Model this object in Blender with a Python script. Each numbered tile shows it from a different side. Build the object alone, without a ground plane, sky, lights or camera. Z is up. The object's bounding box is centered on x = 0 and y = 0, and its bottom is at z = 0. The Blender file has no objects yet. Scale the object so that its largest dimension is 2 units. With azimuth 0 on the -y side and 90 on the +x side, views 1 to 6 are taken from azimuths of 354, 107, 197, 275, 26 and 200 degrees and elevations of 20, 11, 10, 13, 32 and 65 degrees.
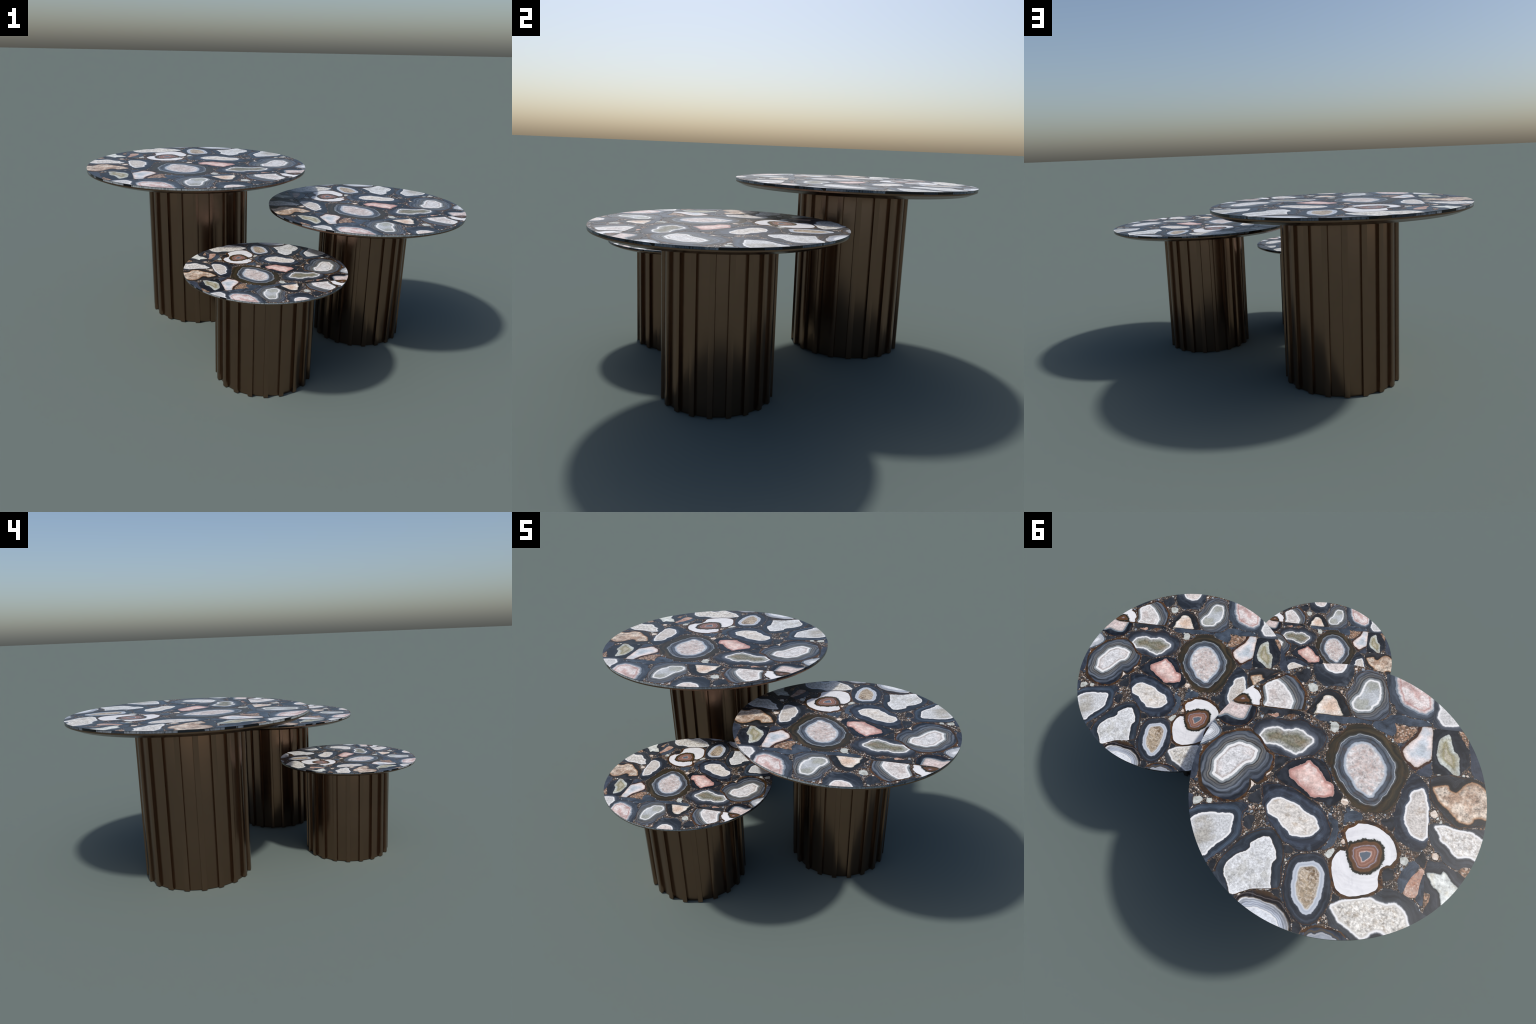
"""Three nested round coffee tables: agate-inlay tops on fluted bronze drums.

Every table is one Empty at its base that carries
  tabletop > agate / stone_shard / gravel     (a polished slab inlaid with sliced agates)
  backing_plate                                (bronze dish under the slab)
  pedestal > rib                               (drum with twenty folded ribs)
The three tops share the meshes of one unit-radius inlay, scaled to each table.
"""
import math
import random

import bpy
import numpy as np
from mathutils import Vector, noise
from mathutils.geometry import delaunay_2d_cdt

random.seed(7)
RNG = np.random.default_rng(11)

# ----------------------------------------------------------------- dimensions
#         x        y       top z   top radius  drum radius (over the ribs)
TABLES = [
    (-0.3892, 0.2928, 0.8639, 0.6108, 0.2830),
    (0.4906, -0.0907, 0.7151, 0.5094, 0.2328),
    (-0.0829, -0.5290, 0.5373, 0.3746, 0.2322),
]
LABELS = [
    "tall round coffee table with dark agate top on fluted bronze drum",
    "medium round coffee table with dark agate top on fluted bronze drum",
    "small round coffee table with dark agate top on fluted bronze drum",
]
RIBS, RIB_PHASE, LEAN = 20, math.radians(15.0), 5.0
RIB_HALF_TOP, RIB_DEPTH = math.radians(2.65), 0.0140
SLAB, RIM, CHAMFER_R, DISH = 0.0180, 0.0308, 0.936, 0.0575   # in top radii
DOME = 0.0015          # the polished dome of a stone: height gained per unit of depth into it
STEP = 0.0085          # spacing of the points inside a stone
GROUT = -0.0015        # set-back of every slice from its control outline (negative: swollen)

# Control points of the stones in thousandths of the top radius, seen from above:
# name, outline of the crystal heart (None: plain stone), outline of the whole slice.
STONES = [
    ("banded_oval",
     [(735, -112), (631, -102), (601, -87), (595, -43), (607, 4), (651, 33), (705, 150), (750, 204), (833, 180), (832, 145), (853, 93), (844, 47), (820, -5), (804, -55)],
     [(703, -229), (631, -197), (576, -154), (534, -108), (477, -94), (462, -34), (463, 30), (483, 64), (478, 104), (510, 151), (534, 152), (572, 133), (553, 171), (554, 239), (581, 284), (623, 324), (694, 340), (774, 334), (843, 296), (874, 286), (946, 152), (967, 83), (958, 14), (924, -64), (881, -135), (801, -193)]),
    ("mossy",
     [(628, -203), (618, -258), (570, -294), (520, -311), (477, -303), (430, -315), (392, -342), (353, -338), (305, -314), (254, -301), (248, -267), (273, -230), (300, -177), (343, -144), (498, -175), (562, -158)],
     [(696, -243), (684, -287), (661, -321), (589, -362), (459, -385), (380, -420), (326, -410), (300, -390), (243, -398), (191, -359), (173, -331), (169, -271), (219, -167), (248, -168), (340, -106), (483, -103), (529, -120), (567, -146), (614, -191), (673, -216)]),
    ("rose",
     [(233, -143), (204, -119), (152, -91), (83, -24), (34, -12), (9, 18), (-2, 60), (5, 78), (57, 106), (147, 126), (176, 101), (226, 79), (251, 77), (285, 44), (324, 29), (344, -15), (261, -102)],
     [(240, -155), (186, -156), (120, -130), (70, -76), (44, -22), (12, -7), (-11, 21), (-52, 48), (-57, 82), (9, 155), (40, 130), (107, 128), (155, 139), (236, 106), (335, 95), (402, 68), (425, 49), (365, -77)]),
    ("eye",
     [(-73, -375), (-120, -380), (-206, -327), (-270, -246), (-287, -182), (-278, -126), (-245, -43), (-243, -16), (-218, -5), (-191, -19), (-135, -36), (-86, -92), (-38, -129), (-19, -161), (1, -219), (-1, -290), (-29, -344)],
     [(54, -479), (-22, -522), (-90, -527), (-138, -493), (-194, -483), (-250, -441), (-321, -426), (-374, -346), (-411, -310), (-431, -246), (-412, -64), (-396, 2), (-375, 49), (-296, 96), (-231, 111), (-119, 71), (10, -34), (75, -138), (105, -157), (128, -219), (139, -287), (127, -341), (81, -401)]),
    ("ember",
     [(277, -670), (237, -675), (197, -658), (167, -609), (109, -541), (287, -507), (317, -491), (310, -531), (314, -577), (289, -627), (292, -653)],
     [(256, -720), (206, -722), (154, -685), (103, -631), (53, -551), (286, -504), (322, -489), (355, -499), (340, -563), (348, -619), (295, -697)]),
    ("bean",
     [(6, -899), (-60, -899), (-85, -850), (-102, -759), (-91, -714), (-66, -688), (-58, -644), (20, -620), (62, -627), (79, -668), (75, -708), (44, -758), (29, -870)],
     [(94, -938), (31, -971), (-58, -964), (-101, -916), (-134, -866), (-160, -803), (-194, -672), (-178, -620), (-138, -584), (-75, -563), (23, -559), (114, -668), (145, -742), (116, -782), (106, -834), (116, -887)]),
    ("crescent",
     [(381, -932), (331, -880), (262, -875), (226, -896), (214, -922), (205, -992), (225, -1059), (404, -998)],
     [(422, -865), (381, -791), (314, -758), (239, -783), (160, -792), (152, -906), (167, -976), (174, -1076), (485, -971)]),
    ("strawberry",
     [(-162, -1011), (-266, -1053), (-451, -992), (-486, -806), (-454, -760), (-438, -743), (-390, -739), (-285, -768), (-254, -793), (-234, -834), (-207, -861)],
     [(-94, -988), (-146, -828), (-178, -761), (-222, -764), (-236, -727), (-289, -710), (-362, -694), (-447, -706), (-509, -686), (-452, -998), (-263, -1064), (-144, -1030)]),
    ("corner",
     [(-511, -874), (-532, -834), (-534, -738), (-585, -691), (-658, -711), (-747, -767), (-598, -903)],
     [(-475, -885), (-517, -649), (-724, -691), (-802, -729), (-640, -935), (-520, -924)]),
    ("pearl",
     [(-448, -637), (-515, -651), (-552, -450), (-555, -399), (-472, -310), (-390, -357), (-355, -416), (-427, -540), (-444, -591)],
     [(-443, -636), (-516, -654), (-564, -389), (-522, -337), (-471, -294), (-414, -317), (-358, -373), (-332, -430), (-360, -462), (-404, -538), (-425, -590), (-409, -618)]),
    ("fern",
     [(-629, -642), (-651, -616), (-693, -519), (-724, -503), (-743, -466), (-765, -356), (-765, -348), (-746, -329), (-693, -363), (-605, -403), (-585, -461), (-577, -574), (-602, -613)],
     [(-521, -645), (-687, -681), (-699, -649), (-756, -601), (-787, -540), (-808, -456), (-766, -341), (-725, -343), (-674, -320), (-602, -311), (-579, -351), (-555, -451)]),
    ("shale", None, 
     [(-774, -629), (-805, -563), (-832, -464), (-856, -398), (-885, -366), (-934, -346), (-982, -383), (-950, -558), (-839, -657)]),
    ("honey",
     [(-605, -204), (-669, -238), (-712, -250), (-727, -222), (-770, -214), (-798, -251), (-816, -296), (-856, -325), (-887, -328), (-952, -299), (-1003, -265), (-1033, -96), (-993, -85), (-956, -84), (-917, -71), (-916, -41), (-900, -19), (-824, -15), (-739, -80), (-679, -109)],
     [(-583, -272), (-690, -332), (-755, -330), (-861, -345), (-990, -337), (-1036, -78), (-996, -69), (-975, -32), (-896, -6), (-837, 29), (-739, -15), (-613, -122)]),
    ("frost",
     [(-684, 65), (-743, 41), (-840, 43), (-920, 27), (-995, 57), (-1061, 58), (-1026, 218), (-936, 194), (-869, 226), (-834, 205), (-791, 164), (-739, 144), (-738, 121)],
     [(-645, 70), (-675, 55), (-742, 37), (-839, 38), (-992, -9), (-1049, -9), (-1052, 246), (-920, 268), (-885, 303), (-822, 288), (-737, 215), (-660, 128)]),
    ("sail",
     [(-551, -172), (-582, -137), (-617, -63), (-655, 144), (-633, 183), (-566, 179), (-513, 125), (-482, 72), (-481, 13), (-474, -14), (-490, -60), (-484, -104), (-500, -135)],
     [(-473, -266), (-594, -182), (-667, 206), (-646, 237), (-615, 257), (-556, 249), (-465, 219), (-443, 149), (-413, 86), (-426, -43), (-427, -130)]),
    ("wreath",
     [(-280, 286), (-342, 270), (-386, 283), (-416, 311), (-432, 376), (-420, 439), (-388, 482), (-353, 516), (-312, 526), (-269, 527), (-239, 501), (-203, 453), (-180, 396), (-184, 343), (-223, 325)],
     [(-129, 295), (-143, 251), (-184, 218), (-199, 193), (-271, 171), (-345, 173), (-425, 204), (-475, 244), (-512, 311), (-519, 359), (-486, 424), (-460, 428), (-437, 463), (-437, 511), (-455, 562), (-439, 607), (-390, 648), (-337, 677), (-275, 699), (-231, 698), (-181, 674), (-140, 612), (-113, 553), (-102, 488), (-117, 432), (-139, 401), (-171, 397), (-179, 378)]),
    ("cloud",
     [(383, 223), (356, 204), (327, 194), (200, 208), (172, 231), (135, 243), (86, 251), (57, 271), (22, 324), (57, 387), (126, 413), (188, 420), (214, 397), (236, 385), (247, 386), (271, 370), (306, 337), (374, 328), (394, 293), (400, 270)],
     [(485, 153), (443, 121), (378, 101), (331, 107), (277, 99), (155, 139), (72, 177), (25, 210), (-15, 251), (-55, 306), (-58, 362), (-42, 410), (-7, 460), (62, 498), (113, 506), (167, 482), (215, 480), (269, 442), (318, 395), (371, 364)]),
    ("shell",
     [(844, 521), (821, 488), (788, 464), (727, 439), (686, 433), (605, 407), (583, 422), (568, 505), (572, 555), (659, 689), (664, 721), (702, 741), (798, 680), (846, 600), (851, 543)],
     [(882, 504), (874, 476), (844, 421), (780, 389), (719, 373), (590, 309), (524, 307), (517, 340), (542, 373), (500, 511), (510, 558), (546, 622), (640, 757), (685, 782), (819, 687), (873, 560)]),
    ("lobed",
     [(312, 478), (248, 549), (228, 600), (243, 635), (236, 674), (207, 763), (191, 794), (302, 832), (324, 857), (401, 901), (424, 900), (466, 839), (501, 806), (515, 760), (514, 728), (494, 684), (476, 659), (419, 616), (407, 584), (413, 558), (388, 525), (357, 496)],
     [(431, 483), (364, 436), (305, 420), (230, 476), (205, 515), (186, 565), (167, 673), (151, 704), (145, 774), (191, 796), (302, 832), (400, 905), (432, 938), (559, 844), (572, 766), (565, 713), (500, 573), (464, 518)]),
    ("almond",
     [(-2, 538), (-39, 542), (-91, 579), (-113, 666), (-121, 734), (-111, 811), (-91, 857), (-67, 877), (-36, 875), (47, 809), (80, 741), (97, 607), (83, 579), (39, 564)],
     [(93, 522), (-4, 487), (-61, 497), (-111, 545), (-152, 635), (-176, 715), (-172, 799), (-144, 877), (-107, 923), (-52, 938), (-2, 917), (57, 882), (100, 818), (129, 749), (143, 590), (124, 551)]),
    ("striped",
     [(307, 954), (245, 931), (152, 935), (106, 954), (72, 995), (59, 1026), (162, 1040), (313, 986)],
     [(382, 919), (352, 883), (301, 839), (241, 822), (173, 826), (117, 846), (38, 913), (-5, 1000), (25, 1064), (194, 1072), (386, 968)]),
    ("ripple",
     [(-109, 993), (-124, 975), (-156, 969), (-186, 942), (-234, 946), (-288, 960), (-251, 1002), (-173, 1021)],
     [(-76, 996), (-102, 946), (-141, 920), (-292, 901), (-342, 930), (-347, 961), (-215, 1022), (-87, 1017)]),
    ("snow",
     [(-183, 780), (-244, 724), (-303, 693), (-415, 646), (-456, 658), (-516, 657), (-563, 628), (-630, 659), (-654, 689), (-674, 737), (-694, 767), (-608, 838), (-550, 836), (-526, 825), (-498, 831), (-474, 847), (-453, 879), (-427, 905), (-406, 904), (-291, 856), (-266, 852)],
     [(-174, 794), (-203, 749), (-241, 717), (-391, 652), (-427, 629), (-459, 587), (-517, 563), (-580, 559), (-639, 574), (-739, 643), (-770, 649), (-770, 741), (-542, 902), (-404, 929), (-350, 927), (-292, 901), (-223, 883), (-180, 826)]),
    ("quartz",
     [(-706, 380), (-755, 368), (-797, 367), (-800, 337), (-818, 342), (-872, 399), (-909, 411), (-931, 441), (-875, 569), (-830, 554), (-823, 513), (-810, 483), (-789, 463), (-763, 459), (-742, 426), (-716, 404)],
     [(-692, 344), (-711, 308), (-760, 293), (-889, 317), (-940, 336), (-982, 380), (-883, 608), (-776, 687), (-739, 649), (-760, 543), (-755, 501), (-718, 505), (-701, 431)]),
    ("mist",
     [(664, -686), (601, -655), (544, -607), (494, -552), (488, -474), (535, -461), (678, -436), (669, -493), (693, -545), (732, -611)],
     [(655, -704), (618, -748), (554, -745), (475, -697), (426, -641), (407, -551), (406, -487), (679, -433), (703, -457), (713, -514), (740, -559), (749, -599), (728, -643)]),
    ("blush",
     [(963, -258), (985, -326), (928, -405), (873, -400), (773, -422), (774, -327), (782, -295), (839, -282), (912, -298)],
     [(757, -421), (721, -422), (713, -371), (720, -305), (740, -264), (782, -226), (838, -213), (907, -219), (968, -244), (1047, -247), (995, -443), (873, -400)]),
    ("garland",
     [(936, -427), (867, -492), (828, -499), (784, -466), (759, -427), (873, -400), (933, -392)],
     [(922, -528), (857, -550), (813, -574), (758, -553), (714, -501), (720, -475), (703, -432), (873, -400), (959, -419)]),
    ("opal",
     [(1011, -79), (972, -152), (950, -137), (958, -106), (991, -81), (1012, -57)],
     [(974, -215), (904, -155), (897, -118), (918, -75), (954, -38), (1004, -6), (1048, -33), (1010, -229)]),
    ("shale", None, 
     [(985, 15), (970, 84), (934, 190), (951, 249), (985, 250), (1008, 173), (1011, 32)]),
    ("jet", None, 
     [(770, -629), (729, -675), (721, -698), (683, -739), (673, -726), (751, -620)]),
    ("slate", None, 
     [(298, -477), (281, -506), (22, -556), (-93, -569), (-94, -549), (84, -497), (273, -462)]),
    ("slate", None, 
     [(-110, -569), (-180, -601), (-207, -648), (-304, -669), (-368, -668), (-442, -684), (-511, -667), (-447, -640), (-361, -616), (-292, -619), (-247, -604), (-271, -566), (-277, -523), (-254, -501), (-114, -536)]),
    ("jet", None, 
     [(506, 401), (462, 381), (452, 426), (452, 463), (501, 458)]),
    ("slate", None, 
     [(-107, 173), (-149, 144), (-175, 137), (-208, 141), (-217, 175), (-125, 218)]),
    ("slate", None, 
     [(-4, 215), (-72, 241), (-84, 281), (-93, 341), (-88, 399), (-54, 435), (-47, 428), (-59, 395), (-66, 268)]),
    ("jet", None, 
     [(673, -432), (391, -486), (521, -419), (529, -399), (563, -422), (645, -382), (689, -403)]),
    ("salmon", None, 
     [(636, -386), (594, -394), (562, -420), (549, -398), (563, -378)]),
    ("salmon", None, 
     [(-666, 364), (-690, 374), (-679, 448), (-681, 527), (-671, 559), (-619, 570), (-596, 556), (-606, 482), (-628, 430)]),
    ("slate", None, 
     [(-578, 562), (-558, 462), (-565, 401), (-608, 331), (-658, 356), (-605, 478), (-592, 548)]),
    ("slate", None, 
     [(-693, 389), (-718, 514), (-713, 538), (-684, 526), (-679, 448)]),
    ("jet", None, 
     [(-615, 324), (-649, 262), (-667, 284), (-685, 355), (-671, 356)]),
    ("jet", None, 
     [(546, -785), (488, -798), (497, -827), (468, -836), (437, -753), (455, -729), (488, -736)]),
    ("milk", None, 
     [(433, -718), (401, -738), (362, -730), (350, -691), (377, -664), (404, -667)]),
    ("milk", None, 
     [(179, -465), (149, -481), (117, -458), (112, -425), (132, -393), (166, -407)]),
    ("milk", None, 
     [(887, 377), (846, 358), (823, 373), (833, 402), (871, 428)]),
    ("milk", None, 
     [(797, 359), (770, 348), (760, 362), (773, 384), (793, 381)]),
    ("milk", None, 
     [(-525, 339), (-561, 324), (-581, 343), (-570, 379), (-535, 377)]),
    ("milk", None, 
     [(-63, 474), (-74, 437), (-108, 416), (-113, 461), (-91, 492)]),
    ("jet", None, 
     [(897, -182), (836, -208), (812, -199), (881, -153)]),
    ("jet", None, 
     [(215, 503), (171, 497), (141, 520), (195, 546)]),
    ("jet", None, 
     [(468, -81), (432, -98), (370, -103), (406, -21), (434, 10)]),
    ("jet", None, 
     [(532, 272), (527, 235), (489, 181), (453, 255), (503, 288)]),
    ("jet", None, 
     [(558, 230), (541, 183), (497, 147), (488, 170), (528, 220)]),
    ("jet", None, 
     [(-13, 947), (-37, 943), (-53, 967), (-45, 994), (-16, 996)]),
    ("jet", None, 
     [(-445, 435), (-495, 445), (-487, 480), (-467, 504), (-450, 497)]),
    ("jet", None, 
     [(-179, 696), (-229, 705), (-230, 723), (-191, 749)]),
    ("jet", None, 
     [(-356, 150), (-406, 83), (-456, 101), (-430, 178)]),
    ("slate", None, 
     [(-407, 98), (-376, 118), (-379, 166), (-417, 153)]),
    ("slate", None, 
     [(-675, 559), (-685, 530), (-717, 536), (-726, 594), (-692, 575)]),
    ("jet", None, 
     [(-616, 273), (-488, 232), (-533, 202), (-659, 174), (-667, 218)]),
    ("shale", None, 
     [(-561, -393), (-583, -294), (-572, -280), (-486, -272)]),
    ("jet", None, 
     [(611, 738), (587, 723), (578, 773), (585, 803), (608, 792)]),
    ("shale", None, 
     [(928, 361), (901, 367), (875, 429), (887, 459), (905, 450)]),
    ("jet", None, 
     [(183, 798), (148, 782), (141, 815), (161, 822)]),
    ("shale", None, 
     [(-94, -988), (-162, -980), (-157, -941), (-122, -917)]),
    ("rust", None, 
     [(-247, -604), (-291, -584), (-314, -609), (-355, -600), (-408, -624), (-416, -587), (-391, -533), (-315, -452), (-276, -472), (-282, -524), (-277, -562)]),
    ("rust", None, 
     [(-692, -680), (-725, -686), (-773, -635), (-774, -580), (-732, -604), (-728, -647)]),
    ("rust", None, 
     [(-893, 294), (-946, 262), (-962, 275), (-940, 336), (-922, 333)]),
    ("rust", None, 
     [(-724, 512), (-757, 510), (-761, 547), (-733, 609)]),
    ("bone", None, 
     [(-709, 248), (-737, 234), (-753, 252), (-751, 280), (-721, 281)]),
    ("bone", None, 
     [(-640, -21), (-665, -49), (-695, -15), (-673, 7), (-649, 1)]),
    ("bone", None, 
     [(-54, 73), (-90, 66), (-109, 85), (-89, 112), (-63, 101)]),
    ("bone", None, 
     [(-135, 360), (-150, 336), (-169, 353), (-156, 371)]),
    ("bone", None, 
     [(485, 59), (457, 28), (460, 45), (475, 72)]),
    ("bone", None, 
     [(579, 133), (556, 131), (530, 148), (540, 172), (553, 244), (559, 199), (551, 171)]),
]


# ------------------------------------------------------------------ materials
def alb(r, g, b):
    """Base colour of a stone that looks (r, g, b) in daylight."""
    out, grey = [], (r + g + b) / 3
    for v, lift in zip((r, g, b), LIFT):
        v += (grey - v) * GREYING
        v /= 255.0
        v = v / 12.92 if v <= 0.04045 else ((v + 0.055) / 1.055) ** 2.4
        out.append(min(0.88, max(0.002, v * GAIN - lift)))
    return (*out, 1.0)


GAIN, LIFT, GREYING = 0.86, (0.0100, 0.0115, 0.0152), 0.16


class Net:
    """Small helper that wires shader nodes."""

    def __init__(self, name):
        self.mat = bpy.data.materials.new(name)
        self.mat.use_nodes = True
        self.t = self.mat.node_tree
        self.bsdf = self.t.nodes["Principled BSDF"]

    def put(self, socket, v):
        if isinstance(v, bpy.types.NodeSocket):
            self.t.links.new(v, socket)
        elif v is not None:
            socket.default_value = v

    def node(self, kind, out=0, ins=(), **props):
        n = self.t.nodes.new(kind)
        for k, v in props.items():
            setattr(n, k, v)
        for k, v in dict(ins).items():
            self.put(n.inputs[k], v)
        return n.outputs[out]

    def math(self, op, a, b=None, c=None, clamp=False):
        n = self.t.nodes.new("ShaderNodeMath")
        n.operation, n.use_clamp = op, clamp
        for i, v in enumerate((a, b, c)):
            self.put(n.inputs[i], v)
        return n.outputs[0]

    def remap(self, v, a, b, c=0.0, d=1.0, smooth=False):
        return self.node("ShaderNodeMapRange", 0, {0: v, 1: a, 2: b, 3: c, 4: d},
                         interpolation_type="SMOOTHSTEP" if smooth else "LINEAR")

    def mix(self, f, a, b, blend="MIX"):
        n = self.t.nodes.new("ShaderNodeMix")
        n.data_type, n.blend_type = "RGBA", blend
        self.put(n.inputs[0], f)
        self.put(n.inputs[6], a)
        self.put(n.inputs[7], b)
        return n.outputs[2]

    def ramp(self, f, stops, interp="LINEAR"):
        n = self.t.nodes.new("ShaderNodeValToRGB")
        r = n.color_ramp
        r.interpolation = interp
        while len(r.elements) < len(stops):
            r.elements.new(0.5)
        for e, (p, c) in zip(r.elements, sorted(stops, key=lambda s: s[0])):
            e.position, e.color = min(1, max(0, p)), c
        self.put(n.inputs[0], f)
        return n.outputs[0]

    def noise(self, vec, scale, detail=3.0, rough=0.55, dist=0.0):
        return self.node("ShaderNodeTexNoise", 0, {"Vector": vec, "Scale": scale, "Detail": detail,
                                                   "Roughness": rough, "Distortion": dist})

    def voronoi(self, vec, scale, out="Distance", feature="F1", rand=1.0):
        n = self.t.nodes.new("ShaderNodeTexVoronoi")
        n.feature = feature
        self.put(n.inputs["Vector"], vec)
        n.inputs["Scale"].default_value = scale
        n.inputs["Randomness"].default_value = rand
        return n.outputs[out]

    def flat(self, seed):
        """Object coordinates with the height taken out, moved to a place of its own per stone."""
        co = self.node("ShaderNodeTexCoord", "Object")
        sep = self.t.nodes.new("ShaderNodeSeparateXYZ")
        self.put(sep.inputs[0], co)
        vec = self.node("ShaderNodeCombineXYZ", 0, {0: sep.outputs[0], 1: sep.outputs[1], 2: seed * 3.7})
        return vec, sep.outputs

    def finish(self, colour, rough, metallic=0.0, spec=0.40):
        self.put(self.bsdf.inputs["Base Color"], colour)
        self.put(self.bsdf.inputs["Roughness"], rough)
        self.bsdf.inputs["Metallic"].default_value = metallic
        self.bsdf.inputs["Specular IOR Level"].default_value = spec
        return self.mat


POLISH = 0.37
LOW, HIGH = -0.16, 0.20     # depths covered by the band ramps


def agate(name, bands, seed, grain=0.30, grain_scale=75.0, tint=None, tint_amount=0.0, tint_scale=9.0, tint_cut=0.5,
          heart=-0.012, warp=0.006, warp_scale=14.0, lines=0.0, line_freq=90.0, cloud=0.40, cloud_col=(86, 96, 110),
          vein=None, spikes=0.0, flow=0.70, flow_scale=46.0, fray=0.0):
    """A sliced agate. Its polished dome falls from the heart to the skin, so height tells the depth:
    negative inside the crystal heart, zero on its outline, positive out through the bands."""
    n = Net(name)
    vec, xyz = n.flat(seed)
    depth = n.math("MULTIPLY", xyz[2], -1.0 / DOME)
    wob = n.math("SUBTRACT", n.noise(vec, warp_scale, 4.0), 0.5)
    fine = n.math("SUBTRACT", n.noise(vec, 80.0, 4.0, 0.65), 0.5)
    d = n.math("MULTIPLY_ADD", wob, warp, depth)
    d = n.math("MULTIPLY_ADD", fine, 0.0065, d)
    if fray:
        ragged = n.math("SUBTRACT", n.noise(vec, 85.0, 3.0, 0.75), 0.5)
        d = n.math("MULTIPLY_ADD", ragged, n.remap(n.math("ABSOLUTE", depth), 0.018, 0.0, 0.0, fray), d)
    out = n.remap(depth, 0.004, 0.02)
    # bands sway more the farther they are from the heart
    sway = n.math("SUBTRACT", n.noise(vec, 7.0, 2.0), 0.5)
    d = n.math("MULTIPLY_ADD", n.math("MULTIPLY", sway, n.remap(depth, 0.0, 0.12)), 0.075, d)
    stops = [((p - LOW) / (HIGH - LOW), alb(*c)) for p, c in bands]
    col = n.ramp(n.remap(d, LOW, HIGH), stops)
    inside = n.remap(d, heart + 0.006, heart - 0.004, smooth=True)
    # crystal grain of the heart
    g1 = n.noise(vec, grain_scale, 6.0, 0.7)
    g2 = n.voronoi(vec, grain_scale * 1.3)
    g = n.math("ADD", n.remap(g1, 0.36, 0.62, 1.24 - 1.40 * grain, 1.24 + 0.50 * grain),
               n.remap(g2, 0.0, 0.7, 0.30 * grain, -0.30 * grain))
    g = n.math("ADD", g, n.remap(n.noise(vec, 13.0, 4.0, 0.6, 0.8), 0.3, 0.7, -0.24, 0.20))
    if spikes:
        ang = n.math("ARCTAN2", n.math("SUBTRACT", xyz[1], spikes[1]), n.math("SUBTRACT", xyz[0], spikes[0]))
        sv = n.node("ShaderNodeCombineXYZ", 0, {0: n.math("MULTIPLY", ang, 9.0), 1: n.math("MULTIPLY", depth, 14.0), 2: seed})
        g = n.math("ADD", g, n.remap(n.noise(sv, 3.0, 4.0, 0.65), 0.3, 0.7, -0.22, 0.16))
    if tint:
        blotch = n.remap(n.noise(vec, tint_scale, 4.0, 0.62), tint_cut - 0.07, tint_cut + 0.12, smooth=True)
        blotch = n.math("MULTIPLY", n.math("MULTIPLY", blotch, inside), tint_amount)
        col = n.mix(blotch, col, alb(*tint))
    if vein:
        ridge = n.math("ABSOLUTE", n.math("SUBTRACT", n.noise(vec, grain_scale * 0.45, 3.0, 0.6, 0.8), 0.5))
        col = n.mix(n.math("MULTIPLY", n.remap(ridge, 0.05, 0.0), n.math("MULTIPLY", inside, 0.8)), col, alb(*vein))
    grey = n.node("ShaderNodeCombineColor", 0, {0: g, 1: g, 2: g})
    col = n.mix(inside, col, grey, "MULTIPLY")
    if cloud:
        c = n.remap(n.noise(vec, 9.0, 4.0, 0.6, 1.2), 0.46, 0.72, smooth=True)
        col = n.mix(n.math("MULTIPLY", n.math("MULTIPLY", c, cloud), out), col, alb(*cloud_col))
    if flow:
        # bands of uneven strength that run with the outline
        fv = n.node("ShaderNodeCombineXYZ", 0, {0: n.math("MULTIPLY", xyz[0], 5.0), 1: n.math("MULTIPLY", xyz[1], 5.0), 2: n.math("MULTIPLY_ADD", d, flow_scale, seed)})
        s = n.math("SUBTRACT", n.noise(fv, 1.0, 5.0, 0.62), 0.5)
        v = n.math("MULTIPLY_ADD", n.math("MULTIPLY", s, out), flow * 3.3, 0.80)
        v = n.math("MAXIMUM", v, 0.35)
        col = n.mix(1.0, col, n.node("ShaderNodeCombineColor", 0, {0: v, 1: v, 2: v}), "MULTIPLY")
    if lines:
        s = n.math("SINE", n.math("MULTIPLY", d, line_freq * math.tau))
        s2 = n.math("SINE", n.math("MULTIPLY_ADD", d, line_freq * 2.37, 1.3))
        amp = n.math("MULTIPLY", out, lines)
        v = n.math("MULTIPLY_ADD", n.math("ADD", s, n.math("MULTIPLY", s2, 0.8)), amp, 1.0)
        col = n.mix(1.0, col, n.node("ShaderNodeCombineColor", 0, {0: v, 1: v, 2: v}), "MULTIPLY")
    return n.finish(col, POLISH)


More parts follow.
